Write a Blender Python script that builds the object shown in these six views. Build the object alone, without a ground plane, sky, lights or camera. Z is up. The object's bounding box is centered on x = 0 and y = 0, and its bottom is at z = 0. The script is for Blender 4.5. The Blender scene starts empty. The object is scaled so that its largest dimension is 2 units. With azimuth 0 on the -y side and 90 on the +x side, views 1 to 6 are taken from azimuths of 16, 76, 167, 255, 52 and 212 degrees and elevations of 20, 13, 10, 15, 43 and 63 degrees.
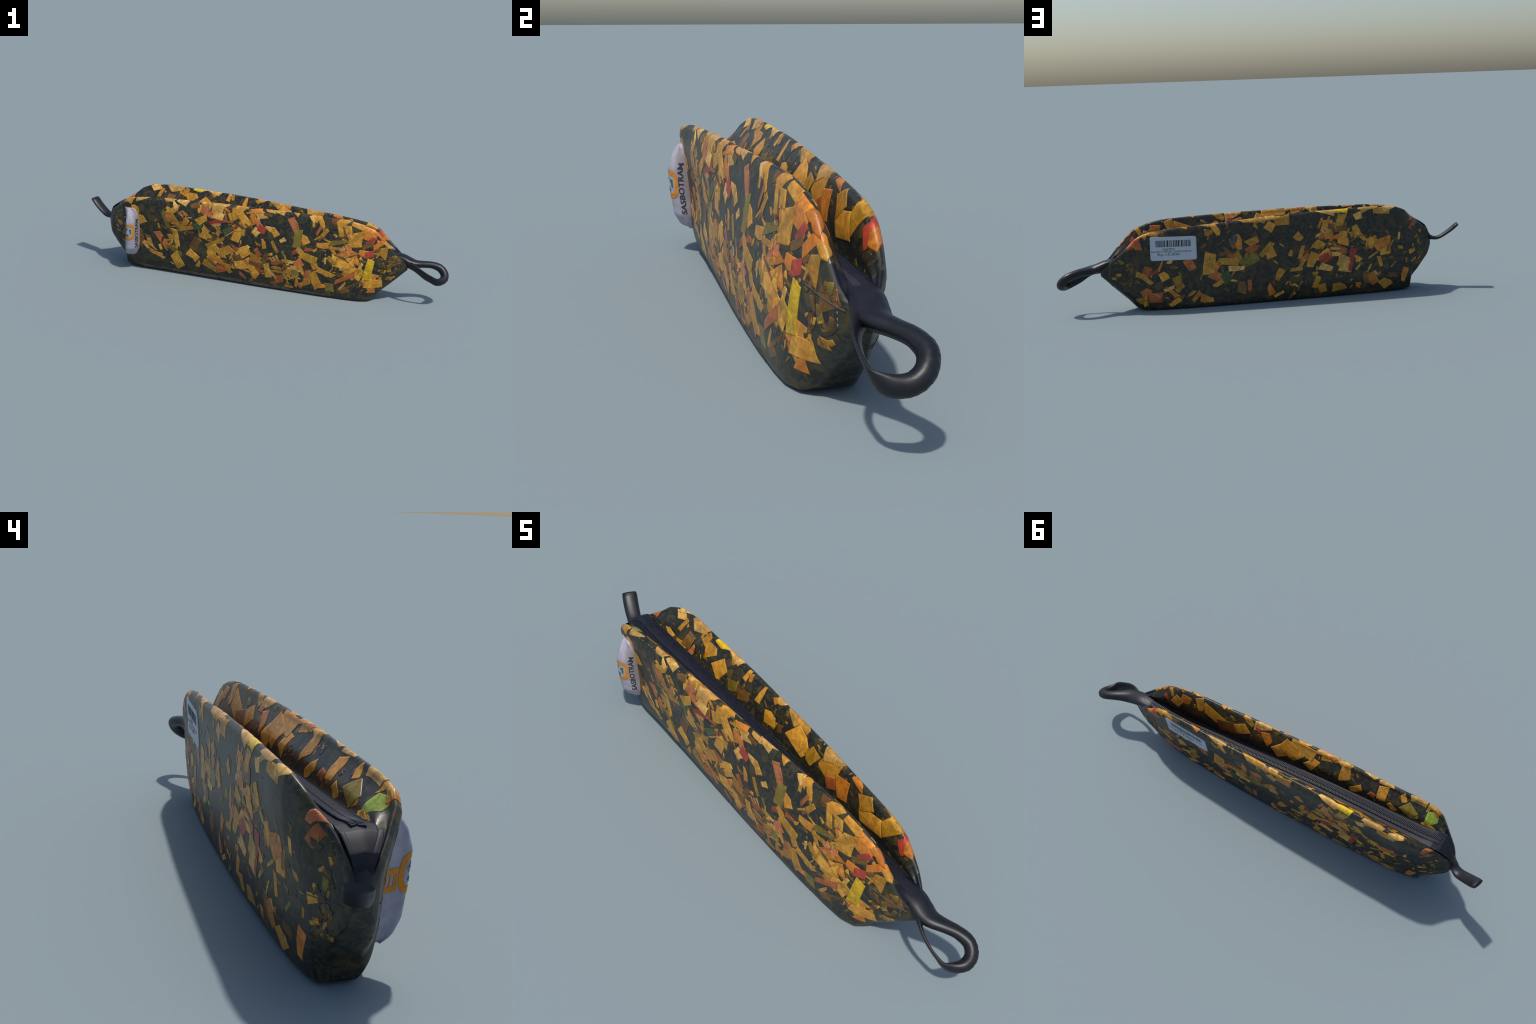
import bpy, bmesh, math, random
import numpy as np
from mathutils import Vector

rng = random.Random(7)
nrng = np.random.default_rng(7)
scene = bpy.context.scene
coll = scene.collection

# ------------------------------------------------------------------ helpers
def add(name, mesh, parent=None, mat=None, kind=None):
    o = bpy.data.objects.new(name, mesh)
    coll.objects.link(o)
    if parent is not None:
        o.parent = parent
    if mat is not None:
        mesh.materials.append(mat)
    if kind:
        o["kind"] = kind
    return o

def catmull(P, n, closed=False):
    """centripetal-ish Catmull-Rom through P, n samples per span"""
    P = np.asarray(P, float)
    m = len(P)
    out = []
    spans = m if closed else m - 1
    for i in range(spans):
        if closed:
            a, b, c, d = P[(i - 1) % m], P[i], P[(i + 1) % m], P[(i + 2) % m]
        else:
            b, c = P[i], P[i + 1]
            a = P[i - 1] if i else 2 * b - c
            d = P[i + 2] if i + 2 < m else 2 * c - b
        lab, lbc, lcd = (max(1e-6, np.linalg.norm(q)) ** .5 for q in (b - a, c - b, d - c))
        m1 = (b - a) / lab - (c - a) / (lab + lbc) + (c - b) / lbc
        m2 = (c - b) / lbc - (d - b) / (lbc + lcd) + (d - c) / lcd
        m1, m2 = m1 * lbc, m2 * lbc
        for k in range(n):
            t = k / n
            t2, t3 = t * t, t * t * t
            out.append((2*t3 - 3*t2 + 1) * b + (t3 - 2*t2 + t) * m1 + (-2*t3 + 3*t2) * c + (t3 - t2) * m2)
    if not closed:
        out.append(P[-1])
    return np.array(out)

def pchip(x, xs, ys):
    """monotone cubic through stations"""
    xs, ys = np.asarray(xs, float), np.asarray(ys, float)
    h = np.diff(xs); d = np.diff(ys) / h
    m = np.zeros_like(ys)
    for i in range(1, len(xs) - 1):
        if d[i-1] * d[i] > 0:
            w1, w2 = 2*h[i] + h[i-1], h[i] + 2*h[i-1]
            m[i] = (w1 + w2) / (w1 / d[i-1] + w2 / d[i])
    m[0], m[-1] = d[0], d[-1]
    x = np.clip(np.asarray(x, float), xs[0], xs[-1])
    i = np.clip(np.searchsorted(xs, x) - 1, 0, len(h) - 1)
    t = (x - xs[i]) / h[i]
    t2, t3 = t*t, t*t*t
    return (2*t3-3*t2+1)*ys[i] + (t3-2*t2+t)*h[i]*m[i] + (-2*t3+3*t2)*ys[i+1] + (t3-t2)*h[i]*m[i+1]

# ------------------------------------------------------------------ materials
def node_mat(name):
    m = bpy.data.materials.new(name)
    m.use_nodes = True
    nt = m.node_tree
    b = nt.nodes["Principled BSDF"]
    return m, nt, b

def N(nt, kind, **kw):
    n = nt.nodes.new(kind)
    for k, v in kw.items():
        if k.startswith("i_"):
            n.inputs[k[2:].replace("_", " ")].default_value = v
        else:
            setattr(n, k, v)
    return n

def ramp(nt, fac, stops, interp="LINEAR"):
    r = nt.nodes.new("ShaderNodeValToRGB")
    r.color_ramp.interpolation = interp
    e = r.color_ramp.elements
    while len(e) < len(stops):
        e.new(.5)
    for el, (p, c) in zip(e, stops):
        el.position = p
        el.color = (*c, 1) if len(c) == 3 else c
    nt.links.new(fac, r.inputs[0])
    return r.outputs[0]

def mixc(nt, fac, a, b):
    m = nt.nodes.new("ShaderNodeMix")
    m.data_type = "RGBA"
    for s, v in ((m.inputs[0], fac), (m.inputs[6], a), (m.inputs[7], b)):
        if hasattr(v, "is_linked"):
            nt.links.new(v, s)
        else:
            s.default_value = v if not isinstance(v, tuple) else (*v, 1)
    return m.outputs[2]

def plain(name, col, rough=.5, spec=.5, noise=.15, scale=60.):
    m, nt, b = node_mat(name)
    tc = N(nt, "ShaderNodeTexCoord")
    no = N(nt, "ShaderNodeTexNoise", i_Scale=scale, i_Detail=4.)
    nt.links.new(tc.outputs["Object"], no.inputs["Vector"])
    lo = tuple(c * (1 - noise) for c in col); hi = tuple(min(1, c * (1 + noise)) for c in col)
    nt.links.new(ramp(nt, no.outputs[0], [(.3, lo), (.7, hi)]), b.inputs["Base Color"])
    b.inputs["Roughness"].default_value = rough
    b.inputs["Specular IOR Level"].default_value = spec
    return m

def foil_material(name, offset, band=False):
    """dark laminated foil: black-olive ground with faint streaks and murky flecks"""
    m, nt, b = node_mat(name)
    tc = N(nt, "ShaderNodeTexCoord")
    mp = N(nt, "ShaderNodeMapping")
    mp.inputs["Location"].default_value = offset
    nt.links.new(tc.outputs["Object"], mp.inputs[0])
    # squirmy fine streaks
    n1 = N(nt, "ShaderNodeTexNoise", i_Scale=26., i_Detail=5., i_Roughness=.6, i_Distortion=2.2)
    nt.links.new(mp.outputs[0], n1.inputs["Vector"])
    ground = ramp(nt, n1.outputs[0], [(.32, (.013, .015, .014)), (.50, (.021, .022, .018)),
                                      (.60, (.058, .048, .022)), (.70, (.034, .032, .020))])
    # murky patches, where the streaks lie thick
    n2 = N(nt, "ShaderNodeTexNoise", i_Scale=7., i_Detail=2.)
    nt.links.new(mp.outputs[0], n2.inputs["Vector"])
    v = N(nt, "ShaderNodeTexVoronoi", i_Scale=34., i_Randomness=1.)
    nt.links.new(mp.outputs[0], v.inputs["Vector"])
    sep = N(nt, "ShaderNodeSeparateColor")
    nt.links.new(v.outputs["Color"], sep.inputs[0])
    fleck = ramp(nt, sep.outputs[0], [(0, (.03, .028, .018)), (.55, (.07, .048, .014)), (.8, (.11, .07, .018)), (1, (.05, .05, .022))])
    mask = N(nt, "ShaderNodeMath", operation="MULTIPLY")
    nt.links.new(ramp(nt, sep.outputs[1], [(.62, (0, 0, 0)), (.66, (1, 1, 1))]), mask.inputs[0])
    nt.links.new(ramp(nt, n2.outputs[0], [(.42, (0, 0, 0)), (.6, (.75, .75, .75))]), mask.inputs[1])
    col = mixc(nt, mask.outputs[0], ground, fleck)
    nt.links.new(col, b.inputs["Base Color"])
    b.inputs["Roughness"].default_value = .36
    b.inputs["Specular IOR Level"].default_value = .36
    bump = N(nt, "ShaderNodeBump", i_Strength=.12, i_Distance=.004)
    nt.links.new(n1.outputs[0], bump.inputs["Height"])
    nt.links.new(bump.outputs[0], b.inputs["Normal"])
    return m

def chip_material(name, col, var=.3, stripes=0.):
    """one hue of foil chip; every chip differs a little, with worn streaks"""
    m, nt, b = node_mat(name)
    tc = N(nt, "ShaderNodeTexCoord")
    oi = N(nt, "ShaderNodeObjectInfo")
    no = N(nt, "ShaderNodeTexNoise", i_Scale=38., i_Detail=4., i_Roughness=.65, i_Distortion=1.)
    nt.links.new(tc.outputs["Object"], no.inputs["Vector"])
    lo = tuple(c * (1 - var) for c in col); hi = tuple(min(1, c * (1 + var)) for c in col)
    shade = ramp(nt, no.outputs[0], [(.28, tuple(c * .45 for c in col)), (.45, lo), (.72, hi)])
    if stripes:
        wv = N(nt, "ShaderNodeTexWave", i_Scale=stripes, i_Distortion=1.5, i_Detail=1.)
        wv.bands_direction = "DIAGONAL"
        nt.links.new(tc.outputs["Object"], wv.inputs["Vector"])
        shade = mixc(nt, ramp(nt, wv.outputs[0], [(.60, (0, 0, 0)), (.68, (1, 1, 1))]), shade, (.12, .05, .02))
    big = N(nt, "ShaderNodeTexNoise", i_Scale=13., i_Detail=2., i_Roughness=.5)
    nt.links.new(tc.outputs["Object"], big.inputs["Vector"])
    warm = mixc(nt, ramp(nt, big.outputs[0], [(.40, (0, 0, 0)), (.72, (.5, .5, .5))]), shade, tuple(c * k for c, k in zip(col, (.82, .55, .35))))
    hs = N(nt, "ShaderNodeHueSaturation")
    mr = N(nt, "ShaderNodeMapRange")
    mr.inputs["To Min"].default_value = .74; mr.inputs["To Max"].default_value = 1.24
    nt.links.new(oi.outputs["Random"], mr.inputs["Value"])
    nt.links.new(mr.outputs[0], hs.inputs["Value"])
    nt.links.new(warm, hs.inputs["Color"])
    nt.links.new(hs.outputs[0], b.inputs["Base Color"])
    b.inputs["Specular IOR Level"].default_value = .38
    b.inputs["Roughness"].default_value = .36
    return m

def label_material():
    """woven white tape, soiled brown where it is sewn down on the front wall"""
    m = plain("white_woven_label", (.36, .34, .40), .65, .25, .14, 40)
    nt = m.node_tree; b = nt.nodes["Principled BSDF"]
    white = b.inputs["Base Color"].links[0].from_socket
    tc = N(nt, "ShaderNodeTexCoord"); sp = N(nt, "ShaderNodeSeparateXYZ")
    nt.links.new(tc.outputs["Object"], sp.inputs[0])
    no = N(nt, "ShaderNodeTexNoise", i_Scale=22., i_Detail=3.)
    nt.links.new(tc.outputs["Object"], no.inputs["Vector"])
    ma = N(nt, "ShaderNodeMath", operation="MULTIPLY_ADD")
    nt.links.new(no.outputs[0], ma.inputs[0]); ma.inputs[1].default_value = .022
    nt.links.new(sp.outputs[0], ma.inputs[2])
    mr = N(nt, "ShaderNodeMapRange")
    mr.inputs["From Min"].default_value = -.660; mr.inputs["From Max"].default_value = -.618
    nt.links.new(ma.outputs[0], mr.inputs["Value"])
    nt.links.new(mixc(nt, mr.outputs[0], white, (.17, .125, .10)), b.inputs["Base Color"])
    return m
MAT = dict(
    front=foil_material("dark_foil_front", (0, 0, 0)),
    back=foil_material("dark_foil_back", (3, 1, 0)),
    inner=foil_material("dark_foil_inner", (7, 4, 2)),
    base=foil_material("dark_foil_base", (11, 4, 2)),
    end=foil_material("dark_foil_end", (15, 2, 2)),
    tape=plain("navy_black_tape", (.010, .011, .018), .5, .22, .25),
    teeth=plain("navy_zip_teeth", (.018, .020, .034), .48, .3),
    strap=plain("black_strap", (.009, .0095, .013), .42, .4, .25),
    label=label_material(),
    sticker=plain("white_price_sticker", (.50, .53, .58), .55, .3, .05),
    ink=plain("black_ink", (.025, .028, .04), .6, .3),
    orange=plain("orange_ink", (.62, .22, .012), .6, .3),
    green=plain("green_ink", (.04, .14, .07), .6, .3),
    stitch=plain("pale_thread", (.17, .17, .15), .7, .2),
    dull_thread=plain("dull_seam_thread", (.075, .075, .062), .6, .3),
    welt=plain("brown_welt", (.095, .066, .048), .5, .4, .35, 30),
)
CHIP = {k: chip_material("foil_chip_" + k, c) for k, c in dict(
    gold=(.64, .315, .036), amber=(.58, .205, .022), straw=(.66, .38, .09), mustard=(.50, .255, .022),
    rust=(.44, .125, .03), red=(.40, .055, .03), salmon=(.58, .19, .065), olive=(.22, .17, .025),
    green=(.06, .11, .035), lime=(.24, .34, .035), brown=(.19, .095, .02), lemon=(.85, .52, .014),
    slate=(.09, .09, .095), murk=(.06, .046, .018)).items()}
CHIP["printed"] = chip_material("foil_chip_printed", (.52, .30, .07), stripes=26.)

# ------------------------------------------------------------------ the pouch as one lofted skin
# x, bottom z, bottom half (front y, back y), middle (front y, back y), front lip (y, z), back lip (y, z),
# lip radius, zip (front y, back y, z)
ST = [
    (-.856, .208, ( .012,  .048), ( .008,  .052), ( .020, .258), ( .044, .258), .006, ( .026,  .038, .262)),
    (-.842, .172, (-.004,  .055), (-.010,  .057), ( .002, .290), ( .050, .290), .009, ( .010,  .042, .296)),
    (-.828, .154, (-.012,  .060), (-.020,  .064), (-.012, .308), ( .053, .306), .010, (-.004,  .046, .317)),
    (-.785, .100, (-.020,  .066), (-.042,  .080), (-.044, .340), ( .064, .340), .012, (-.026,  .052, .345)),
    (-.747, .058, (-.022,  .070), (-.058,  .092), (-.070, .372), ( .082, .368), .014, (-.020,  .053, .349)),
    (-.736, .006, (-.018,  .070), (-.062,  .095), (-.077, .381), ( .088, .375), .014, (-.017,  .052, .348)),
    (-.700, .000, (-.026,  .078), (-.076,  .104), (-.085, .404), ( .104, .408), .014, (-.014,  .050, .342)),
    (-.640, .000, (-.038,  .088), (-.080,  .112), (-.086, .415), ( .117, .431), .014, (-.014,  .050, .337)),
    (-.550, .000, (-.039,  .094), (-.081,  .120), (-.079, .423), ( .121, .437), .015, (-.012,  .050, .334)),
    (-.400, .000, (-.048,  .098), (-.085,  .122), (-.075, .426), ( .117, .433), .015, (-.010,  .050, .329)),
    (-.200, .000, (-.060,  .099), (-.090,  .121), (-.072, .427), ( .112, .428), .015, (-.007,  .050, .320)),
    ( .000, .000, (-.072,  .098), (-.095,  .114), (-.067, .427), ( .107, .419), .015, (-.005,  .050, .298)),
    ( .200, .000, (-.080,  .094), (-.098,  .102), (-.060, .425), ( .100, .406), .015, (-.004,  .050, .275)),
    ( .350, .000, (-.084,  .086), (-.098,  .094), (-.052, .423), ( .093, .395), .015, (-.003,  .050, .259)),
    ( .480, .000, (-.084,  .077), (-.096,  .087), (-.047, .417), ( .085, .385), .015, (-.002,  .050, .248)),
    ( .560, .001, (-.080,  .066), (-.084,  .084), (-.042, .401), ( .081, .374), .014, (-.002,  .049, .247)),
    ( .610, .004, (-.064,  .052), (-.073,  .082), (-.040, .385), ( .080, .358), .013, (-.002,  .048, .245)),
    ( .632, .016, (-.047,  .044), (-.068,  .080), (-.039, .371), ( .079, .344), .013, (-.002,  .048, .245)),
    ( .665, .052, (-.029,  .041), (-.060,  .075), (-.036, .338), ( .077, .310), .012, (-.003,  .047, .245)),
    ( .705, .090, (-.020,  .038), (-.050,  .068), (-.033, .298), ( .069, .276), .011, (-.006,  .046, .247)),
    ( .740, .124, (-.012,  .034), (-.036,  .056), (-.028, .258), ( .054, .250), .009, (-.010,  .044, .246)),
    ( .765, .150, (-.008,  .030), (-.024,  .044), (-.020, .236), ( .040, .234), .007, (-.010,  .034, .236)),
    ( .790, .174, ( .000,  .024), (-.010,  .032), (-.004, .216), ( .028, .216), .005, ( .004,  .022, .220)),
]
XS = [s[0] for s in ST]
def column(f):
    return [f(s) for s in ST]
COL = dict(
    zb=column(lambda s: s[1]), bf=column(lambda s: s[2][0]), bb=column(lambda s: s[2][1]),
    mf=column(lambda s: s[3][0]), mb=column(lambda s: s[3][1]),
    fy=column(lambda s: s[4][0]), fz=column(lambda s: s[4][1]),
    by=column(lambda s: s[5][0]), bz=column(lambda s: s[5][1]), r=column(lambda s: s[6]),
    zf=column(lambda s: s[7][0]), zk=column(lambda s: s[7][1]), zz=column(lambda s: s[7][2]))

def swell(x, a, c, b):
    """soft bump between a and b, highest at c"""
    t = (x - a) / (c - a) if x < c else (b - x) / (b - c)
    t = max(0., min(1., t))
    return t * t * (3 - 2 * t)
def section(x):
    q = {k: float(.65 * np.interp(x, XS, v) + .35 * pchip(x, XS, v)) for k, v in COL.items()}
    zb, r = q["zb"], q["r"]
    def side(b, m, ly, lz, s, z, up):
        H = lz - zb
        i1 = (ly + s * r * .95, lz - r * 1.1)                      # lip, inner shoulder
        z0 = (z, q["zz"])
        drop = max(0., i1[1] - z0[1])
        return [(b * .55 + .45 * (q["bf"] + q["bb"]) / 2, zb), (b, zb + .003 * min(1, H / .2)),
                (b + (m - b) * .55, zb + .10 * H), (b + (m - b) * .86, zb + .24 * H), (m, zb + .48 * H),
                (m + (ly - s * r - m) * .55 - s * up, zb + .76 * H),
                (ly - s * r * .95, lz - r * 1.1), (ly - s * r * .45, lz - r * .22), (ly, lz), (ly + s * r * .5, lz - r * .25), i1,
                (i1[0] * .5 + z0[0] * .5 + s * (.009 if s > 0 else .003), z0[1] + drop * .5), (z0[0] - s * .006, z0[1] + drop * .04), z0]
    F = side(q["bf"], q["mf"], q["fy"], q["fz"], 1, q["zf"], .014 * swell(x, -.72, -.32, .18))
    B = side(q["bb"], q["mb"], q["by"], q["bz"], -1, q["zk"], .010 * swell(x, -.74, -.62, -.45) + .006 * swell(x, -.60, -.35, .10))
    yc = (q["bf"] + q["bb"]) / 2
    zc = ((q["zf"] + q["zk"]) / 2, q["zz"] + .004)
    return [(yc, zb)] + F + [zc] + B[::-1]

NS = 5                       # samples per control span
NP = 30                      # control points per section
xs = np.unique(np.round(np.concatenate([np.linspace(-.856, -.70, 30), np.linspace(-.70, .56, 90), np.linspace(.56, .790, 40), XS]), 4))
GRID = np.array([catmull(section(x), NS, True) for x in xs])      # (nx, nt, 2)
NX, NT = GRID.shape[:2]
SK = np.concatenate([np.repeat(xs[:, None, None], NT, 1), GRID], 2)   # (nx, nt, 3)
# soft dents and puckers of a hand-sewn bag
U = np.arange(NT) / NT * 2 * math.pi
def pucker(x, u):
    return (.0014 * np.sin(5.3*x + 1.9*np.sin(2*u)) * np.sin(2*u + 1.3 + 2.1*x) + .0009 * np.sin(13*x + 4*np.cos(u) + 3*u) * np.sin(3.1*x + u))
def grid_normals(S):
    dx = np.gradient(S, axis=0)
    dt = np.roll(S, -1, 1) - np.roll(S, 1, 1)
    n = np.cross(dt, dx)
    return n / np.maximum(1e-9, np.linalg.norm(n, axis=2, keepdims=True))
NRM = grid_normals(SK)
mid = SK.mean(1, keepdims=True)
SIGN = np.sign(((SK - mid) * NRM)[NX // 2].sum())
NRM *= SIGN
wall = np.clip((SK[:, :, 2] - .02) / .06, 0, 1)
SK = SK + NRM * (pucker(xs[:, None], U[None, :]) * wall)[:, :, None]
NRM = grid_normals(SK) * SIGN

IDX = lambda cp: cp * NS       # grid column of control point cp
# control points: 0 bottom; 1 .. 14 front side; 15 zip centre; 16 .. 29 back side
FRONT_WALL = (IDX(2), IDX(9)); FRONT_IN = (IDX(9), IDX(13)); TAPE = (IDX(13), IDX(17))
BACK_IN = (IDX(17), IDX(21)); BACK_WALL = (IDX(21), IDX(28))

# ------------------------------------------------------------------ root
root = bpy.data.objects.new("pencil_pouch", None)
coll.objects.link(root)
root["label"] = "long black and gold recycled foil pencil pouch with zip"
root["category"] = "pencil case"

# build the full skin, then split by region with the whole skin's normals
verts = SK.reshape(-1, 3)
vn = NRM.reshape(-1, 3).copy()
vid = lambda i, j: i * NT + (j % NT)
def region(i, j):
    x = (xs[i] + xs[i+1]) / 2
    if TAPE[0] <= j < TAPE[1]:
        return "zip_tape"
    if x < -.772 and IDX(9) <= j < IDX(21):
        return "zip_tape"
    if x > .712 and IDX(8) <= j < IDX(22):
        return "zip_tape"
    if x < -.742:
        return "end_panel_left"
    if x > .64:
        return "end_panel_right"
    if FRONT_WALL[0] <= j < FRONT_WALL[1]:
        return "front_panel"
    if FRONT_IN[0] <= j < FRONT_IN[1]:
        return "front_lining"
    if BACK_IN[0] <= j < BACK_IN[1]:
        return "back_lining"
    if BACK_WALL[0] <= j < BACK_WALL[1]:
        return "back_panel"
    return "base_panel"
faces = {}
for i in range(NX - 1):
    for j in range(NT):
        faces.setdefault(region(i, j), []).append((vid(i, j), vid(i, j+1), vid(i+1, j+1), vid(i+1, j)))
extra = []
for i, reg in ((0, "end_panel_left"), (NX - 1, "end_panel_right")):
    ring = [vid(i, j) for j in range(NT)]
    faces[reg].append(tuple(ring if i else ring[::-1]))
def build_part(name, flist, mat, parent):
    used = sorted({v for f in flist for v in f})
    mp = {v: k for k, v in enumerate(used)}
    me = bpy.data.meshes.new(name)
    fl = [tuple(mp[v] for v in (f if SIGN > 0 else f[::-1])) for f in flist]
    me.from_pydata(verts[used].tolist(), [], fl)
    # face direction: outward
    me.update()
    me.polygons.foreach_set("use_smooth", [True] * len(me.polygons))
    nn = vn[used]
    p = me.polygons[len(me.polygons) // 3]
    if Vector(nn[p.vertices[0]]).dot(p.normal) < 0:
        me.flip_normals()
    me.normals_split_custom_set_from_vertices(nn.tolist())
    return add(name, me, parent, mat)
part_mat = dict(front_panel="front", back_panel="back", front_lining="inner", back_lining="inner", base_panel="base",
                end_panel_left="end", end_panel_right="end", zip_tape="tape")
PART = {}
for reg, fl in faces.items():
    PART[reg] = build_part(reg.replace("_left", "").replace("_right", ""), fl, MAT[part_mat[reg]], root)

# ------------------------------------------------------------------ laying things on the skin
ARC = np.zeros((NX, NT + 1))
ARC[:, 1:] = np.cumsum(np.linalg.norm(np.roll(SK, -1, 1) - SK, axis=2), 1)
def on_skin(x, g, h):
    """point of the skin at x, column position g (fractional), lifted by h"""
    fi = np.interp(x, xs, np.arange(NX)); i = min(int(fi), NX - 2); a = fi - i
    j = int(math.floor(g)); b = g - j
    def lerp(A):
        return (A[i, j % NT] * (1-a) + A[i+1, j % NT] * a) * (1-b) + (A[i, (j+1) % NT] * (1-a) + A[i+1, (j+1) % NT] * a) * b
    n = lerp(NRM)
    return lerp(SK) + n / np.linalg.norm(n) * h
_arc_cache = {}
def arc_at(i, z, span):
    """arc length at which the stretch `span` of station i reaches height z"""
    key = (i, round(z, 5), span)
    if key not in _arc_cache:
        js = np.arange(span[0], span[1] + 1)
        zz = SK[i, js % NT, 2]; aa = ARC[i, js]
        o = np.argsort(zz, kind="stable")
        _arc_cache[key] = float(np.interp(z, zz[o], aa[o]))
    return _arc_cache[key]
COLS = np.arange(NT + 1)
def column_at(x, z, up, wall):
    """grid column of the point lying `up` metres along the skin above height z on a wall"""
    span, flip = WALLS[wall]
    f = float(np.interp(x, xs, np.arange(NX))); i = min(int(f), NX - 2); a = f - i
    c = [float(np.interp(arc_at(k, z, span) + flip * up, ARC[k], COLS)) for k in (i, i + 1)]
    g = c[0] * (1 - a) + c[1] * a
    if wall == "front_in":
        g = min(g, span[1] - .3)
    elif wall == "back_in":
        g = max(g, span[0] + .3)
    return g
WALLS = dict(front=(FRONT_WALL, 1), back=(BACK_WALL, -1), front_in=(FRONT_IN, -1), back_in=(BACK_IN, 1), front_low=((IDX(1), IDX(6)), 1))

def patch(poly, x0, z0, wall, h, thick=.0008):
    """polygon (metres: along x, up the skin) laid on a wall around (x0, z0) as a thin laminated piece"""
    P = []
    m = len(poly)
    for k in range(m):
        a, b = poly[k], poly[(k+1) % m]
        n = max(2, math.ceil(math.dist(a, b) / .006))
        for t in range(n):
            P.append((a[0] + (b[0]-a[0]) * t / n, a[1] + (b[1]-a[1]) * t / n))
    cx = sum(p[0] for p in P) / len(P); cy = sum(p[1] for p in P) / len(P)
    rings = max(2, math.ceil(max(math.dist(p, (cx, cy)) for p in P) / .005))
    V = []
    def place(px, py, hh):
        x = min(max(x0 + px, xs[0]), xs[-1])
        V.append(on_skin(x, column_at(x, z0, py, wall), hh))
    n = len(P)
    for p in P:
        place(p[0], p[1], h - thick - .0004)
    for rr in range(rings, 0, -1):
        f = rr / rings
        for p in P:
            place(cx + (p[0]-cx) * f, cy + (p[1]-cy) * f, h)
    place(cx, cy, h)
    F = []
    for r in range(rings):
        for k in range(n):
            F.append((r*n + k, r*n + (k+1) % n, (r+1)*n + (k+1) % n, (r+1)*n + k))
    for k in range(n):
        F.append((rings*n + k, rings*n + (k+1) % n, (rings+1)*n))
    g = column_at(x0 + cx, z0, cy, wall)
    nrm = on_skin(x0 + cx, g, 1.) - on_skin(x0 + cx, g, 0.)
    t = F[-1]
    if np.dot(np.cross(V[t[1]] - V[t[0]], V[t[2]] - V[t[0]]), nrm) < 0:
        F = [f[::-1] for f in F]
    return [v.tolist() for v in V], F, [i >= n for i in range(len(F))]

def mesh_of(name, pieces):
    """join (verts, faces, smooth[, material index]) pieces into one mesh"""
    V, F, S, M = [], [], [], []
    for p in pieces:
        o = len(V)
        V += p[0]; F += [tuple(i + o for i in f) for f in p[1]]; S += p[2]; M += [p[3] if len(p) > 3 else 0] * len(p[1])
    me = bpy.data.meshes.new(name)
    me.from_pydata(V, [], F)
    me.update()
    me.polygons.foreach_set("use_smooth", S)
    me.polygons.foreach_set("material_index", M)
    return me

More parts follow.
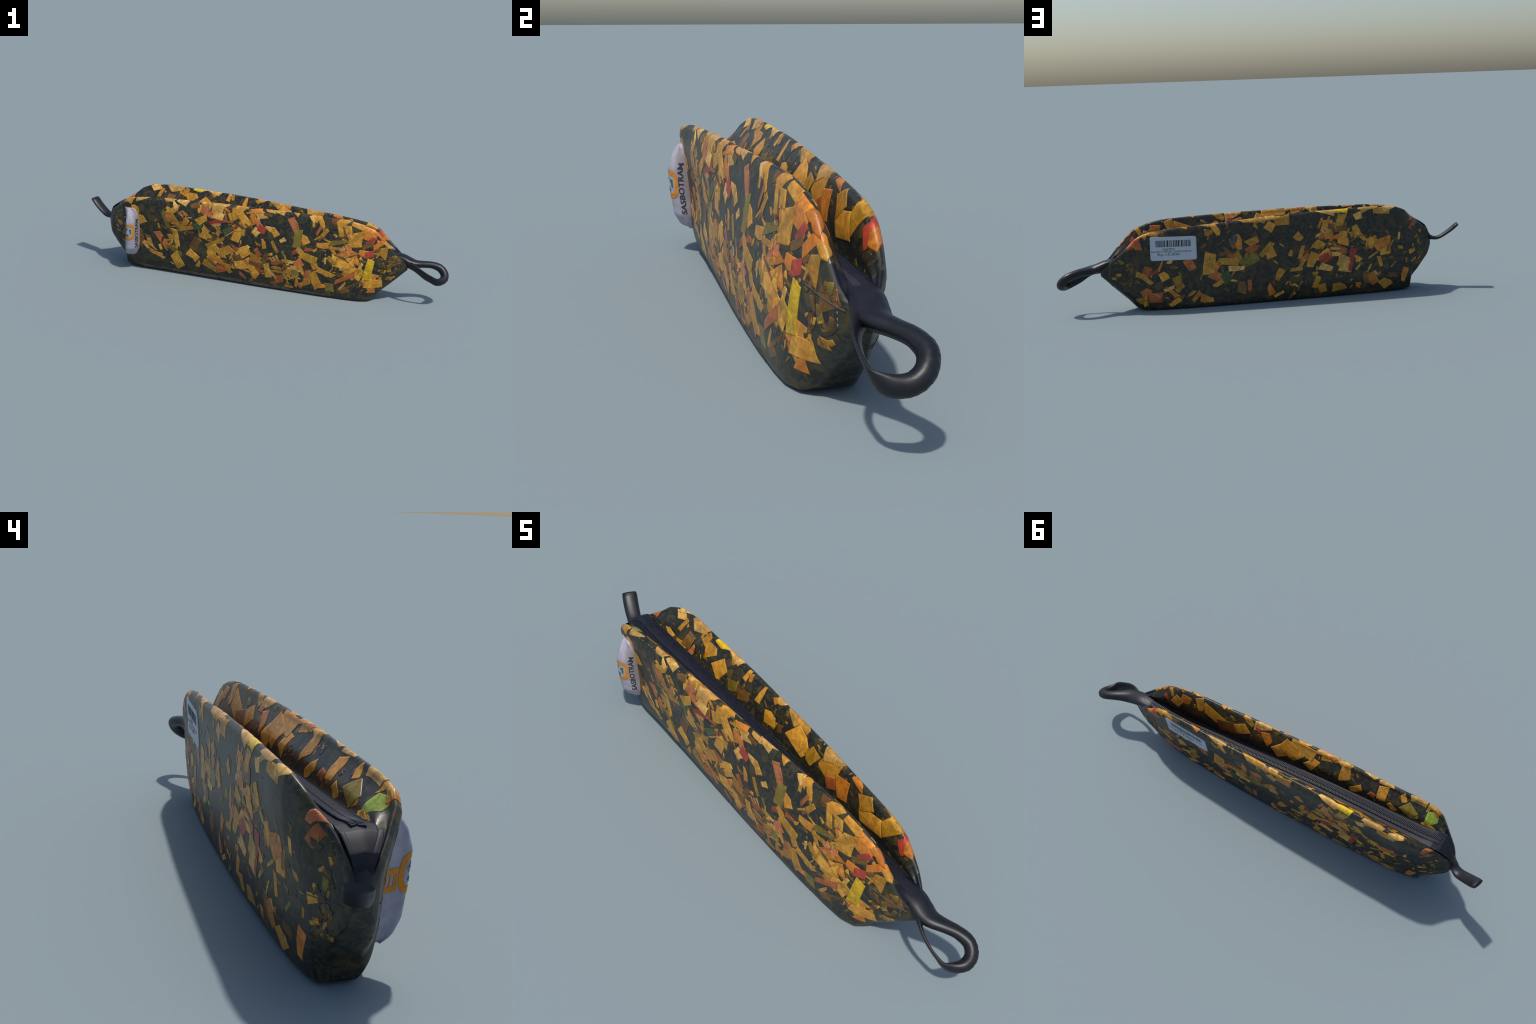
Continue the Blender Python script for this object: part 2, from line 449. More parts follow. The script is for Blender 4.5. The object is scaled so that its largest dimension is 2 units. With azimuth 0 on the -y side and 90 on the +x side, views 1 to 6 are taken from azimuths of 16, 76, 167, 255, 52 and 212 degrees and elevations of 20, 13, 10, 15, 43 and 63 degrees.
# hand-set chips: hue, x, z of the centre (m), length, width (mm), slant (degrees) as they lie on each wall
FRONT_CHIPS = [
    ("gold", -0.658, 0.347, 41, 31, -80), ("gold", -0.631, 0.298, 50, 31, -63), ("brown", -0.636, 0.190, 86, 27, -79), ("gold", -0.580, 0.146, 74, 22, -75),
    ("gold", -0.547, 0.111, 63, 27, -18), ("gold", -0.525, 0.147, 35, 19, -75), ("rust", -0.514, 0.192, 86, 35, -52), ("olive", -0.448, 0.143, 82, 26, -24),
    ("mustard", -0.459, 0.217, 36, 32, 8), ("gold", -0.432, 0.206, 97, 26, -80), ("olive", -0.485, 0.299, 108, 19, -71), ("rust", -0.472, 0.326, 58, 28, -58),
    ("gold", -0.438, 0.365, 74, 38, 27), ("straw", -0.435, 0.394, 41, 34, -40), ("mustard", -0.434, 0.317, 87, 23, -53), ("gold", -0.384, 0.295, 75, 23, 61),
    ("gold", -0.366, 0.276, 81, 20, 19), ("green", -0.307, 0.298, 48, 30, 26), ("mustard", -0.286, 0.336, 59, 30, 35), ("straw", -0.201, 0.402, 65, 53, -3),
    ("straw", -0.193, 0.368, 49, 29, -18), ("salmon", -0.252, 0.392, 61, 54, -12), ("gold", -0.299, 0.393, 35, 17, 82), ("red", -0.200, 0.336, 85, 31, 22),
    ("straw", -0.203, 0.318, 39, 21, 18), ("printed", -0.192, 0.288, 50, 22, -57), ("mustard", -0.269, 0.274, 46, 44, -40), ("gold", -0.265, 0.250, 68, 40, -19),
    ("brown", -0.327, 0.195, 57, 35, 72), ("gold", -0.335, 0.126, 61, 34, -30), ("mustard", -0.301, 0.080, 42, 24, 62), ("mustard", -0.431, 0.083, 72, 42, -58),
    ("brown", -0.324, 0.404, 43, 24, 18), ("green", -0.136, 0.306, 66, 30, 35), ("straw", -0.129, 0.282, 56, 7, 36), ("mustard", -0.208, 0.219, 97, 20, 31),
    ("gold", -0.122, 0.375, 39, 34, 27), ("gold", -0.075, 0.409, 78, 33, 22), ("mustard", -0.095, 0.379, 49, 39, 25), ("gold", -0.053, 0.363, 65, 36, -56),
    ("amber", -0.008, 0.372, 50, 28, -73), ("amber", 0.007, 0.416, 68, 20, 7), ("straw", 0.035, 0.402, 69, 54, 17), ("mustard", -0.086, 0.328, 54, 36, 36),
    ("gold", -0.092, 0.285, 72, 37, 67), ("mustard", -0.058, 0.303, 42, 24, 82), ("salmon", 0.020, 0.352, 37, 21, -67), ("straw", 0.008, 0.305, 33, 29, 51),
    ("red", 0.038, 0.323, 37, 39, -17), ("straw", 0.082, 0.329, 43, 21, -9), ("gold", 0.110, 0.315, 39, 25, -50), ("straw", 0.156, 0.280, 28, 16, 37),
    ("salmon", 0.213, 0.363, 82, 38, -63), ("gold", 0.270, 0.302, 52, 34, -63), ("olive", 0.236, 0.301, 82, 33, 88), ("mustard", 0.113, 0.236, 54, 18, -56),
    ("gold", 0.055, 0.249, 42, 17, -78), ("gold", -0.065, 0.200, 74, 24, 33), ("rust", -0.104, 0.209, 37, 22, -51), ("gold", -0.040, 0.179, 55, 37, 37),
    ("mustard", -0.231, 0.174, 68, 37, 27), ("gold", -0.152, 0.171, 87, 41, 32), ("rust", -0.226, 0.128, 45, 44, -13), ("gold", -0.184, 0.134, 68, 37, 35),
    ("amber", -0.158, 0.105, 68, 53, -34), ("mustard", -0.240, 0.083, 70, 30, -24), ("rust", -0.175, 0.070, 53, 32, 8), ("brown", -0.102, 0.149, 71, 42, 8),
    ("amber", -0.045, 0.121, 62, 34, 28), ("gold", -0.073, 0.110, 57, 35, 18), ("mustard", 0.002, 0.157, 61, 41, -24), ("gold", -0.003, 0.102, 88, 30, -56),
    ("rust", 0.025, 0.195, 37, 22, -56), ("brown", 0.061, 0.165, 66, 23, 69), ("brown", 0.048, 0.135, 57, 40, 27), ("gold", 0.078, 0.096, 69, 28, -78),
    ("printed", 0.112, 0.176, 36, 17, 27), ("rust", 0.124, 0.156, 44, 29, 3), ("mustard", 0.143, 0.108, 102, 14, 5), ("rust", 0.141, 0.066, 48, 47, 3),
    ("red", 0.223, 0.226, 32, 20, 29), ("mustard", 0.257, 0.228, 48, 28, -36), ("mustard", 0.291, 0.208, 78, 32, -18), ("gold", 0.327, 0.175, 39, 31, -52),
    ("straw", 0.205, 0.168, 42, 13, 18), ("salmon", 0.239, 0.162, 47, 37, 37), ("straw", 0.204, 0.125, 43, 37, 84), ("olive", 0.228, 0.111, 45, 39, -72),
    ("gold", 0.265, 0.124, 69, 24, -68), ("salmon", 0.293, 0.107, 50, 30, 79), ("gold", 0.282, 0.062, 65, 30, 34), ("gold", 0.338, 0.085, 75, 39, -62),
    ("straw", 0.311, 0.410, 36, 30, -67), ("gold", 0.366, 0.275, 53, 31, 9), ("mustard", 0.353, 0.393, 65, 23, -63), ("mustard", 0.372, 0.344, 45, 20, 51),
    ("brown", 0.414, 0.408, 37, 30, 7), ("gold", 0.460, 0.407, 54, 38, 56), ("gold", 0.472, 0.375, 71, 36, 7), ("mustard", 0.457, 0.356, 32, 33, 7),
    ("gold", 0.535, 0.396, 63, 31, -18), ("olive", 0.447, 0.303, 86, 21, 14), ("gold", 0.526, 0.324, 61, 64, 4), ("amber", 0.593, 0.360, 70, 51, -13),
    ("red", 0.608, 0.329, 50, 19, 46), ("amber", 0.506, 0.250, 65, 41, -23), ("salmon", 0.491, 0.279, 49, 38, -14), ("rust", 0.455, 0.232, 75, 30, 38),
    ("amber", 0.535, 0.213, 61, 40, -71), ("gold", 0.502, 0.173, 39, 34, -56), ("gold", 0.473, 0.200, 93, 46, -7), ("amber", 0.575, 0.256, 48, 37, -2),
    ("red", 0.604, 0.252, 39, 30, 12), ("brown", 0.588, 0.299, 59, 20, 27), ("amber", 0.654, 0.318, 72, 23, 38), ("mustard", 0.665, 0.265, 58, 36, 82),
    ("gold", 0.391, 0.136, 91, 25, -18), ("gold", 0.545, 0.159, 59, 42, -35), ("mustard", 0.565, 0.165, 32, 24, -41), ("rust", 0.488, 0.122, 103, 20, 30),
    ("amber", 0.597, 0.121, 45, 20, 33), ("lemon", 0.604, 0.171, 97, 32, 80), ("amber", 0.624, 0.066, 40, 31, 9), ("gold", 0.628, 0.101, 73, 39, -2),
    ("gold", 0.639, 0.134, 55, 35, -7), ("straw", 0.481, 0.079, 50, 13, 52), ("olive", 0.409, 0.058, 43, 38, 9), ("amber", 0.372, 0.059, 33, 28, 9),
    ("straw", 0.384, 0.201, 30, 13, -78), ("brown", 0.729, 0.220, 65, 33, 18), ("printed", 0.619, 0.231, 20, 10, 29), ("brown", 0.490, 0.049, 41, 24, 30),
]
BACK_CHIPS = [
    ("mustard", 0.569, 0.371, 93, 21, -6), ("brown", 0.507, 0.366, 27, 18, 4), ("red", 0.636, 0.333, 54, 27, -53), ("rust", 0.608, 0.319, 46, 32, -81),
    ("rust", 0.583, 0.190, 45, 32, -56), ("mustard", 0.515, 0.212, 46, 12, -63), ("red", 0.544, 0.184, 36, 15, -21), ("gold", 0.499, 0.160, 42, 34, -26),
    ("mustard", 0.430, 0.113, 72, 39, 73), ("rust", 0.378, 0.211, 47, 33, 63), ("straw", 0.469, 0.230, 27, 15, 4), ("gold", 0.282, 0.209, 95, 56, -77),
    ("mustard", 0.283, 0.357, 37, 33, 4), ("gold", 0.244, 0.372, 53, 27, 57), ("mustard", 0.610, 0.174, 42, 21, 26), ("mustard", 0.579, 0.150, 50, 18, 40),
    ("mustard", 0.606, 0.048, 45, 33, 6), ("rust", 0.585, 0.089, 49, 34, -27), ("rust", 0.548, 0.061, 60, 37, 4), ("gold", 0.372, 0.068, 37, 8, -25),
    ("amber", 0.351, 0.051, 49, 19, -46), ("amber", 0.315, 0.041, 38, 31, -68), ("gold", 0.287, 0.033, 34, 22, 6), ("amber", 0.132, 0.308, 58, 38, -73),
    ("rust", 0.167, 0.301, 43, 25, 67), ("slate", 0.163, 0.320, 39, 25, -56), ("mustard", 0.072, 0.304, 50, 34, -31), ("rust", 0.075, 0.264, 47, 34, -15),
    ("red", 0.052, 0.278, 21, 13, -15), ("gold", -0.009, 0.245, 47, 38, 72), ("mustard", 0.003, 0.268, 73, 22, -46), ("gold", -0.014, 0.372, 40, 34, 33),
    ("mustard", 0.052, 0.377, 32, 15, 44), ("gold", -0.006, 0.410, 108, 18, 0), ("gold", -0.078, 0.396, 61, 34, -11), ("mustard", 0.148, 0.229, 50, 31, 63),
    ("mustard", 0.195, 0.214, 88, 31, 9), ("rust", 0.178, 0.241, 28, 18, 25), ("amber", 0.252, 0.191, 54, 22, -56), ("rust", 0.251, 0.150, 54, 37, 24),
    ("olive", 0.092, 0.215, 85, 41, -17), ("straw", 0.152, 0.176, 59, 31, 4), ("green", 0.205, 0.137, 48, 34, 62), ("mustard", 0.243, 0.109, 63, 22, -26),
    ("gold", -0.152, 0.311, 33, 28, 46), ("mustard", -0.051, 0.135, 50, 39, -57), ("amber", -0.005, 0.063, 57, 34, 62), ("gold", -0.055, 0.037, 52, 19, -26),
    ("mustard", -0.240, 0.082, 47, 33, -73), ("mustard", -0.265, 0.048, 36, 36, -16), ("brown", 0.129, 0.078, 55, 35, -79), ("gold", -0.167, 0.230, 70, 22, -77),
    ("rust", -0.189, 0.207, 50, 29, -57), ("mustard", -0.165, 0.174, 56, 19, -57), ("mustard", -0.139, 0.154, 48, 16, 0), ("mustard", -0.217, 0.189, 67, 35, -67),
    ("gold", -0.280, 0.356, 46, 29, -77), ("brown", -0.316, 0.354, 52, 19, 67), ("brown", -0.364, 0.344, 50, 40, 3), ("gold", -0.365, 0.382, 52, 36, -73),
    ("gold", -0.373, 0.312, 33, 26, -11), ("gold", -0.375, 0.277, 50, 37, 9), ("mustard", -0.344, 0.298, 48, 19, 4), ("amber", -0.299, 0.311, 42, 31, 4),
    ("mustard", -0.259, 0.263, 41, 34, 32), ("brown", -0.320, 0.268, 46, 22, 43), ("gold", -0.270, 0.203, 85, 42, -31), ("red", -0.282, 0.195, 55, 29, -26),
    ("straw", -0.294, 0.150, 59, 31, 23), ("straw", -0.341, 0.213, 46, 19, 0), ("rust", -0.361, 0.237, 61, 32, 19), ("straw", -0.392, 0.162, 68, 53, -77),
    ("red", -0.423, 0.204, 56, 27, -73), ("red", -0.412, 0.144, 41, 20, -79), ("gold", -0.363, 0.186, 50, 16, -57), ("gold", -0.449, 0.189, 45, 22, 56),
    ("mustard", -0.443, 0.323, 48, 29, 76), ("mustard", -0.471, 0.293, 43, 24, 39), ("straw", -0.453, 0.395, 35, 32, -20), ("gold", -0.572, 0.415, 83, 26, 3),
    ("amber", -0.568, 0.231, 87, 69, -10), ("gold", -0.591, 0.210, 50, 36, -16), ("gold", -0.523, 0.270, 48, 32, -26), ("mustard", -0.566, 0.161, 49, 19, 76),
    ("printed", -0.454, 0.139, 29, 15, -58), ("straw", -0.510, 0.130, 41, 8, -62), ("straw", -0.546, 0.101, 33, 13, 51), ("brown", -0.499, 0.083, 48, 40, -77),
    ("amber", -0.529, 0.080, 63, 29, 61), ("gold", -0.592, 0.049, 54, 51, -41), ("amber", -0.449, 0.045, 30, 26, 5), ("mustard", -0.350, 0.050, 58, 49, -14),
    ("gold", -0.749, 0.202, 49, 30, -20), ("amber", -0.700, 0.083, 56, 30, -68), ("rust", -0.743, 0.325, 51, 37, -55), ("brown", -0.636, 0.084, 51, 23, 3),
    ("straw", -0.315, 0.426, 83, 19, 0),
]
FRONT_RIM = [("amber", -.706, .405, 44, 36, 70), ("straw", -.690, .413, 44, 20, 10), ("straw", -.462, .422, 60, 24, 8), ("straw", -.395, .422, 50, 30, -20),
    ("gold", -.250, .425, 70, 26, 5), ("straw", -.160, .426, 80, 36, 10), ("gold", -.075, .425, 60, 34, 20), ("straw", .075, .423, 34, 16, 0),
    ("straw", .135, .422, 50, 18, -20), ("gold", .330, .418, 36, 24, 55), ("amber", .640, .362, 46, 24, -40), ("gold", .690, .310, 40, 22, -50)]
BACK_RIM = [("amber", .640, .338, 54, 30, 40), ("gold", .560, .370, 70, 26, 15), ("straw", .300, .398, 44, 24, 30), ("gold", .090, .413, 90, 34, 5),
    ("straw", -.015, .418, 50, 30, -25), ("straw", -.290, .429, 70, 28, 15), ("straw", -.345, .430, 44, 24, -20),
    ("straw", -.500, .432, 90, 32, 5), ("straw", -.610, .427, 60, 28, -20), ("salmon", -.742, .372, 40, 22, -50)]
LINING_BACK = [   # inside of the back wall
    ("straw", -.506, .428, 70, 50, 20), ("gold", -.644, .350, 45, 30, -30), ("lemon", -.373, .440, 55, 35, -15), ("mustard", -.410, .395, 48, 45, 25),
    ("gold", -.332, .372, 60, 48, 50), ("salmon", -.497, .345, 42, 20, 70), ("straw", -.298, .440, 60, 32, -30), ("brown", -.535, .372, 60, 42, 75),
    ("mustard", -.590, .400, 50, 18, 70), ("gold", -.109, .392, 60, 22, 80), ("straw", .048, .418, 75, 36, -30), ("gold", .123, .358, 90, 60, -20),
    ("straw", .262, .395, 55, 50, 10), ("gold", .280, .360, 80, 60, 70), ("rust", .305, .318, 50, 36, 20), ("amber", .356, .330, 66, 44, -70),
    ("gold", .460, .355, 55, 44, 30), ("mustard", .560, .352, 90, 60, 40), ("red", .640, .318, 44, 26, -50), ("gold", .500, .310, 90, 50, 10),
    ("brown", -.182, .348, 60, 40, 20), ("mustard", -.030, .350, 50, 35, 10), ("gold", -.200, .412, 44, 16, 75), ("olive", -.250, .350, 46, 40, 20),
    ("mustard", .190, .340, 60, 40, 60), ("straw", -.620, .420, 44, 26, 20), ("amber", .410, .390, 50, 24, -20), ("gold", -.030, .415, 40, 20, 40),
    ("gold", -.560, .330, 50, 24, 10), ("mustard", -.450, .415, 40, 30, 60)]
LINING_FRONT = [  # inside of the front wall
    ("lime", -.696, .374, 58, 50, 85), ("red", -.455, .385, 36, 30, 80), ("gold", -.462, .384, 56, 44, 80), ("mustard", -.345, .350, 58, 24, -40),
    ("olive", -.598, .372, 56, 44, 30), ("mustard", -.622, .362, 36, 30, -20), ("straw", -.620, .418, 60, 40, -10), ("gold", -.672, .412, 56, 26, -50),
    ("gold", -.068, .405, 110, 60, 5), ("gold", -.015, .380, 90, 60, 30), ("gold", .030, .350, 90, 54, -40), ("amber", .090, .372, 70, 46, 50),
    ("straw", .130, .418, 80, 34, -20), ("gold", .204, .420, 60, 28, 40), ("mustard", .371, .360, 100, 60, 20), ("brown", .300, .330, 90, 60, -20),
    ("gold", .440, .385, 60, 34, 70), ("amber", .520, .370, 50, 40, 10), ("gold", .568, .340, 50, 36, -60), ("red", .620, .325, 40, 26, 30),
    ("mustard", -.195, .425, 70, 34, -15), ("rust", -.205, .425, 30, 26, 20), ("gold", -.271, .398, 80, 54, 70), ("straw", -.262, .425, 54, 44, 30),
    ("rust", -.420, .360, 30, 24, 20), ("mustard", -.520, .352, 40, 20, 40), ("gold", -.130, .362, 70, 40, -60), ("red", .150, .395, 24, 18, 10),
    ("gold", .600, .368, 44, 22, 60), ("gold", -.560, .400, 40, 22, 60), ("gold", .230, .360, 60, 36, -30), ("mustard", -.690, .340, 40, 26, 20)]

def ragged(w, h, ang, r):
    """a torn scrap: a skewed quadrilateral, sometimes with a corner lost"""
    q = [(-w/2, -h/2), (w/2, -h/2), (w/2, h/2), (-w/2, h/2)]
    q = [(x + r.uniform(-.14, .14) * w, y + r.uniform(-.2, .2) * h) for x, y in q]
    k = r.random()
    if k < .30:
        i = r.randrange(4); a, b, c = q[i-1], q[i], q[(i+1) % 4]
        q[i:i+1] = [((a[0] + 2*b[0]) / 3, (a[1] + 2*b[1]) / 3), ((c[0] + b[0]) / 2, (c[1] + b[1]) / 2)]
    elif k < .45:
        i = r.randrange(4); b = q[i]
        q[i] = (b[0] * .35, b[1] * .35)
    c, s_ = math.cos(math.radians(ang)), math.sin(math.radians(ang))
    return [(x*c - y*s_, x*s_ + y*c) for x, y in q]

def lay(wall, x, z, w, h, ang, lift, r):
    return patch(ragged(w, h, ang, r), x, z, wall, lift)

for wall, chips, owner in (("front", FRONT_CHIPS + FRONT_RIM, "front_panel"), ("back", BACK_CHIPS + BACK_RIM, "back_panel"),
                           ("back_in", LINING_BACK, "back_lining"), ("front_in", LINING_FRONT, "front_lining")):
    for k, (hue, x, z, w, h, ang) in enumerate(chips):
        lift = .0004 + .0005 * ((k * 7) % len(chips)) / len(chips) + (.0003 if hue == "lemon" else 0)
        me = mesh_of("foil_chip", [lay(wall, x, z, w * .00112, h * .00112, ang, lift, rng)])
        add("foil_chip", me, PART[owner], CHIP[hue])

# small murky flecks between the big chips, thick in places
FLECK = ["brown", "murk", "olive", "mustard", "murk", "brown", "gold", "murk"]
for wall, owner, count, z0, z1 in (("front", "front_panel", 150, .03, .41), ("back", "back_panel", 140, .03, .41),
                                   ("back_in", "back_lining", 90, .33, .42), ("front_in", "front_lining", 90, .33, .42)):
    pieces = []
    for _ in range(count):
        x = rng.uniform(-.73, .66)
        z = rng.uniform(z0, z1) if abs(x) < .6 else rng.uniform(.12, .34)
        w = rng.uniform(.010, .034); h = w * rng.uniform(.25, .7)
        p = lay(wall, x, z, w, h, rng.uniform(0, 180), .00025 + rng.random() * .0001, rng)
        pieces.append((*p, rng.randrange(len(FLECK))))
    o = add("foil_flecks", mesh_of("foil_flecks", pieces), PART[owner], kind="stuff")
    for f in FLECK:
        o.data.materials.append(CHIP[f])
# thick clumps: thin slivers and brown shreds heaped between the large chips
CLUMP = ["brown", "gold", "amber", "brown", "mustard", "murk", "straw", "rust"]
for wall, owner, heaps in (
        ("front", "front_panel", ((-.12, .115, .13, 46), (.20, .105, .11, 36), (.46, .20, .13, 46), (-.08, .355, .12, 34), (-.40, .30, .11, 26), (.44, .34, .11, 26),
                                  (.56, .10, .07, 14), (-.22, .24, .10, 16), (-.46, .15, .08, 14))),
        ("back", "back_panel", ((-.36, .25, .13, 34), (-.57, .25, .08, 14), (.19, .20, .12, 18), (.47, .06, .10, 16), (-.10, .07, .08, 12), (-.30, .36, .07, 12)))):
    pieces = []
    for cx, cz, rad, count in heaps:
        for _ in range(count):
            x = cx + rng.gauss(0, .55) * rad; z = min(.405, max(.03, cz + rng.gauss(0, .42) * rad))
            w = rng.uniform(.016, .060); h = w * rng.uniform(.14, .42)
            pieces.append((*lay(wall, x, z, w, h, rng.gauss(0, 45) - 20, .0003 + rng.random() * .0006, rng), rng.randrange(len(CLUMP))))
    o = add("foil_slivers", mesh_of("foil_slivers", pieces), PART[owner], kind="stuff")
    for f in CLUMP:
        o.data.materials.append(CHIP[f])
# flecks and scraps on the pinched end panels
for reg, x0, x1, za, zb_ in (("end_panel_left", -.80, -.745, .12, .33), ("end_panel_right", .645, .745, .12, .25)):
    pieces = []
    for wall in ("front", "back"):
        for _ in range(34):
            x = rng.uniform(x0, x1); z = rng.uniform(za, zb_)
            w = rng.uniform(.012, .034); h = w * rng.uniform(.3, .7)
            pieces.append((*lay(wall, x, z, w, h, rng.uniform(0, 180), .0009, rng), rng.randrange(len(FLECK))))
    o = add("foil_flecks", mesh_of("foil_flecks", pieces), PART[reg], kind="stuff")
    for f in FLECK:
        o.data.materials.append(CHIP[f])


# ------------------------------------------------------------------ tubes (strap loop, cord)
def sweep(name, pts, shape, parent, mat, n_ring=14, per=6, up=None, cap=True):
    """elliptic tube along a spline; shape[i] = (width, thickness, wide direction)"""
    C = catmull(pts, per)
    k = len(pts)
    tt = np.linspace(0, k - 1, len(C))
    W = np.interp(tt, range(k), [s[0] for s in shape]); T = np.interp(tt, range(k), [s[1] for s in shape])
    D = np.stack([np.interp(tt, range(k), [s[2][a] for s in shape]) for a in range(3)], 1)
    tang = np.gradient(C, axis=0); tang /= np.linalg.norm(tang, axis=1, keepdims=True)
    V = []; F = []
    for i in range(len(C)):
        d = D[i] - tang[i] * (D[i] @ tang[i]); d /= np.linalg.norm(d)
        e = np.cross(tang[i], d)
        for r in range(n_ring):
            a = 2 * math.pi * r / n_ring
            V.append((C[i] + d * math.cos(a) * W[i] / 2 + e * math.sin(a) * T[i] / 2).tolist())
    for i in range(len(C) - 1):
        for r in range(n_ring):
            F.append((i*n_ring + r, i*n_ring + (r+1) % n_ring, (i+1)*n_ring + (r+1) % n_ring, (i+1)*n_ring + r))
    if cap:
        F.append(tuple(range(n_ring))[::-1]); F.append(tuple((len(C)-1)*n_ring + r for r in range(n_ring)))
    me = bpy.data.meshes.new(name)
    me.from_pydata(V, [], F); me.update()
    me.polygons.foreach_set("use_smooth", [len(p.vertices) == 4 for p in me.polygons])
    return add(name, me, parent, mat)

Y, T, Zd, Rb = (0, 1, 0), (0, .95, -.2), (.3, .1, .95), (.1, -.42, .9)
loop = sweep("strap_loop",
    [(.690, .021, .248), (.735, .019, .244), (.770, .019, .232), (.800, .016, .217), (.830, .020, .208), (.868, .037, .2045), (.908, .055, .200), (.947, .064, .186),
     (.973, .052, .163), (.977, .028, .144), (.963, .000, .137), (.941, -.024, .142), (.915, -.029, .154), (.89, -.031, .166), (.862, -.030, .183), (.832, -.022, .198), (.80, -.004, .206), (.77, .010, .208)],
    [(.052, .008, Y), (.068, .018, Y), (.074, .032, Y), (.076, .040, Y), (.068, .040, T), (.052, .036, T), (.044, .036, T), (.042, .040, (0, .8, .2)),
     (.042, .042, (.4, .3, .8)), (.042, .042, Zd), (.044, .032, Zd), (.047, .015, Rb), (.050, .011, Rb), (.050, .010, Rb), (.048, .011, Rb), (.046, .014, Rb), (.046, .024, Rb), (.04, .02, Rb)],
    root, MAT["strap"], n_ring=12, per=3)
Hd = (.1, .95, .2)
cord = sweep("pull_cord",
    [(-.800, .024, .318), (-.832, .028, .288), (-.852, .034, .254), (-.872, .046, .246), (-.897, .059, .248), (-.937, .073, .273), (-.966, .084, .297), (-.977, .089, .308), (-.988, .093, .317)],
    [(.056, .012, Y), (.062, .026, Y), (.052, .028, Y), (.048, .020, Hd), (.054, .019, Hd), (.058, .020, Hd), (.059, .021, Hd), (.059, .021, Hd), (.055, .018, Hd)],
    root, MAT["strap"], n_ring=12, per=3)

# ------------------------------------------------------------------ zip coil
pieces = []
x = -.768
k = 0
while x < .752:
    for row in (-1, 1):
        xx = x + (.0034 if row > 0 else 0)
        c = on_skin(xx, IDX(15), 0.)
        c[1] += row * .0082
        c[2] += .0012
        sl = math.radians(20) * row
        L, Wd, Hh = .0085, .0022, .0026
        V = []
        for dz, f in ((-1.2, 1.), (.45, 1.), (1., .72)):
            for dx, dy in ((-1, -1), (1, -1), (1, 1), (-1, 1)):
                ux, uy = dx * Wd * f, dy * L * (1 if f == 1. else .85)
                V.append([c[0] + ux * math.cos(sl) - uy * math.sin(sl), c[1] + ux * math.sin(sl) + uy * math.cos(sl), c[2] + dz * Hh])
        F = [(3, 2, 1, 0), (8, 9, 10, 11)]
        for r in (0, 4):
            F += [(r + q, r + (q+1) % 4, r + 4 + (q+1) % 4, r + 4 + q) for q in range(4)]
        pieces.append((V, F, [False] * len(F)))
    x += .0068
add("zip_teeth", mesh_of("zip_teeth", pieces), PART["zip_tape"], MAT["teeth"], "stuff")

# ------------------------------------------------------------------ seams, modelled ground reflection and stitches
def skin_line(path, radius, lift, n=6):
    """thin round thread along points (x, column) of the skin"""
    C = np.array([on_skin(x, g, lift) for x, g in path])
    tg = np.gradient(C, axis=0); tg /= np.linalg.norm(tg, axis=1, keepdims=True)
    V, F = [], []
    for i, (x, g) in enumerate(path):
        nrm = on_skin(x, g, 1.) - on_skin(x, g, 0.)
        e = np.cross(tg[i], nrm); e /= np.linalg.norm(e)
        m = np.cross(e, tg[i])
        for r in range(n):
            a = 2 * math.pi * r / n
            V.append((C[i] + radius * (e * math.cos(a) + m * math.sin(a))).tolist())
    for i in range(len(path) - 1):
        F += [(i*n + r, i*n + (r+1) % n, (i+1)*n + (r+1) % n, (i+1)*n + r) for r in range(n)]
    F += [tuple(range(n))[::-1], tuple((len(path)-1)*n + r for r in range(n))]
    return V, F, [True] * (len(F) - 2) + [False] * 2
def wall_path(wall, xa, za, xb, zb_, n):
    return [(x, column_at(x, z, 0., wall)) for x, z in zip(np.linspace(xa, xb, n), np.linspace(za, zb_, n))]
seams = [skin_line(wall_path("front", .640, .236, .772, .212, 16), .0016, .0006), skin_line(wall_path("back", .655, .226, .765, .208, 14), .0014, .0004)]
add("end_seam", mesh_of("end_seam", seams), PART["end_panel_right"], MAT["dull_thread"])
seams = [skin_line(wall_path("front", -.745, .196, -.835, .216, 12), .0013, .0004), skin_line(wall_path("back", -.700, .196, -.835, .214, 14), .0013, .0004)]
add("end_seam", mesh_of("end_seam", seams), PART["end_panel_left"], MAT["dull_thread"])
# brown strips modelled for ground light reflected onto the front's bottom edge
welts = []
for xa, xb, ha, hb in ((-.640, -.478, .026, .024), (-.468, -.198, .024, .022), (-.188, -.062, .022, .020), (-.050, .150, .018, .012), (.156, .420, .012, .010)):
    n = 14
    up = [(x, .008 + h * .8 + .0022 * math.sin(47 * x) + .0016 * math.sin(110 * x + 1)) for x, h in zip(np.linspace(xa, xb, n), np.linspace(ha, hb, n))]
    dn = [(x, .006) for x in np.linspace(xb, xa, n)]
    xm = (xa + xb) / 2
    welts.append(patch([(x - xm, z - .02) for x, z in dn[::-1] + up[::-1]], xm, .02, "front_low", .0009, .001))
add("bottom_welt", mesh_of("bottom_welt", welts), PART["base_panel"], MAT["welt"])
# pale stitches under the front rim and beside the loop
pieces = []
x = -.655
while x < .0:
    if rng.random() < .7:
        g = IDX(7) + 2.2 + rng.uniform(-.3, .3)
        pieces.append(skin_line([(x + t * .011, g) for t in (0, .33, .66, 1)], .0012, .0001))
    x += .019
add("rim_stitches", mesh_of("rim_stitches", pieces), PART["front_panel"], MAT["stitch"], "stuff")
pieces = []
for wall, xe in (("front", .752), ("back", .748)):
    z = .176
    while z < .232:
        pieces.append(skin_line([(xe, column_at(xe, z + t * .007, 0., wall)) for t in (0, .5, 1)], .0013, .0003))
        z += .012
add("loop_stitches", mesh_of("loop_stitches", pieces), PART["end_panel_right"], MAT["stitch"], "stuff")

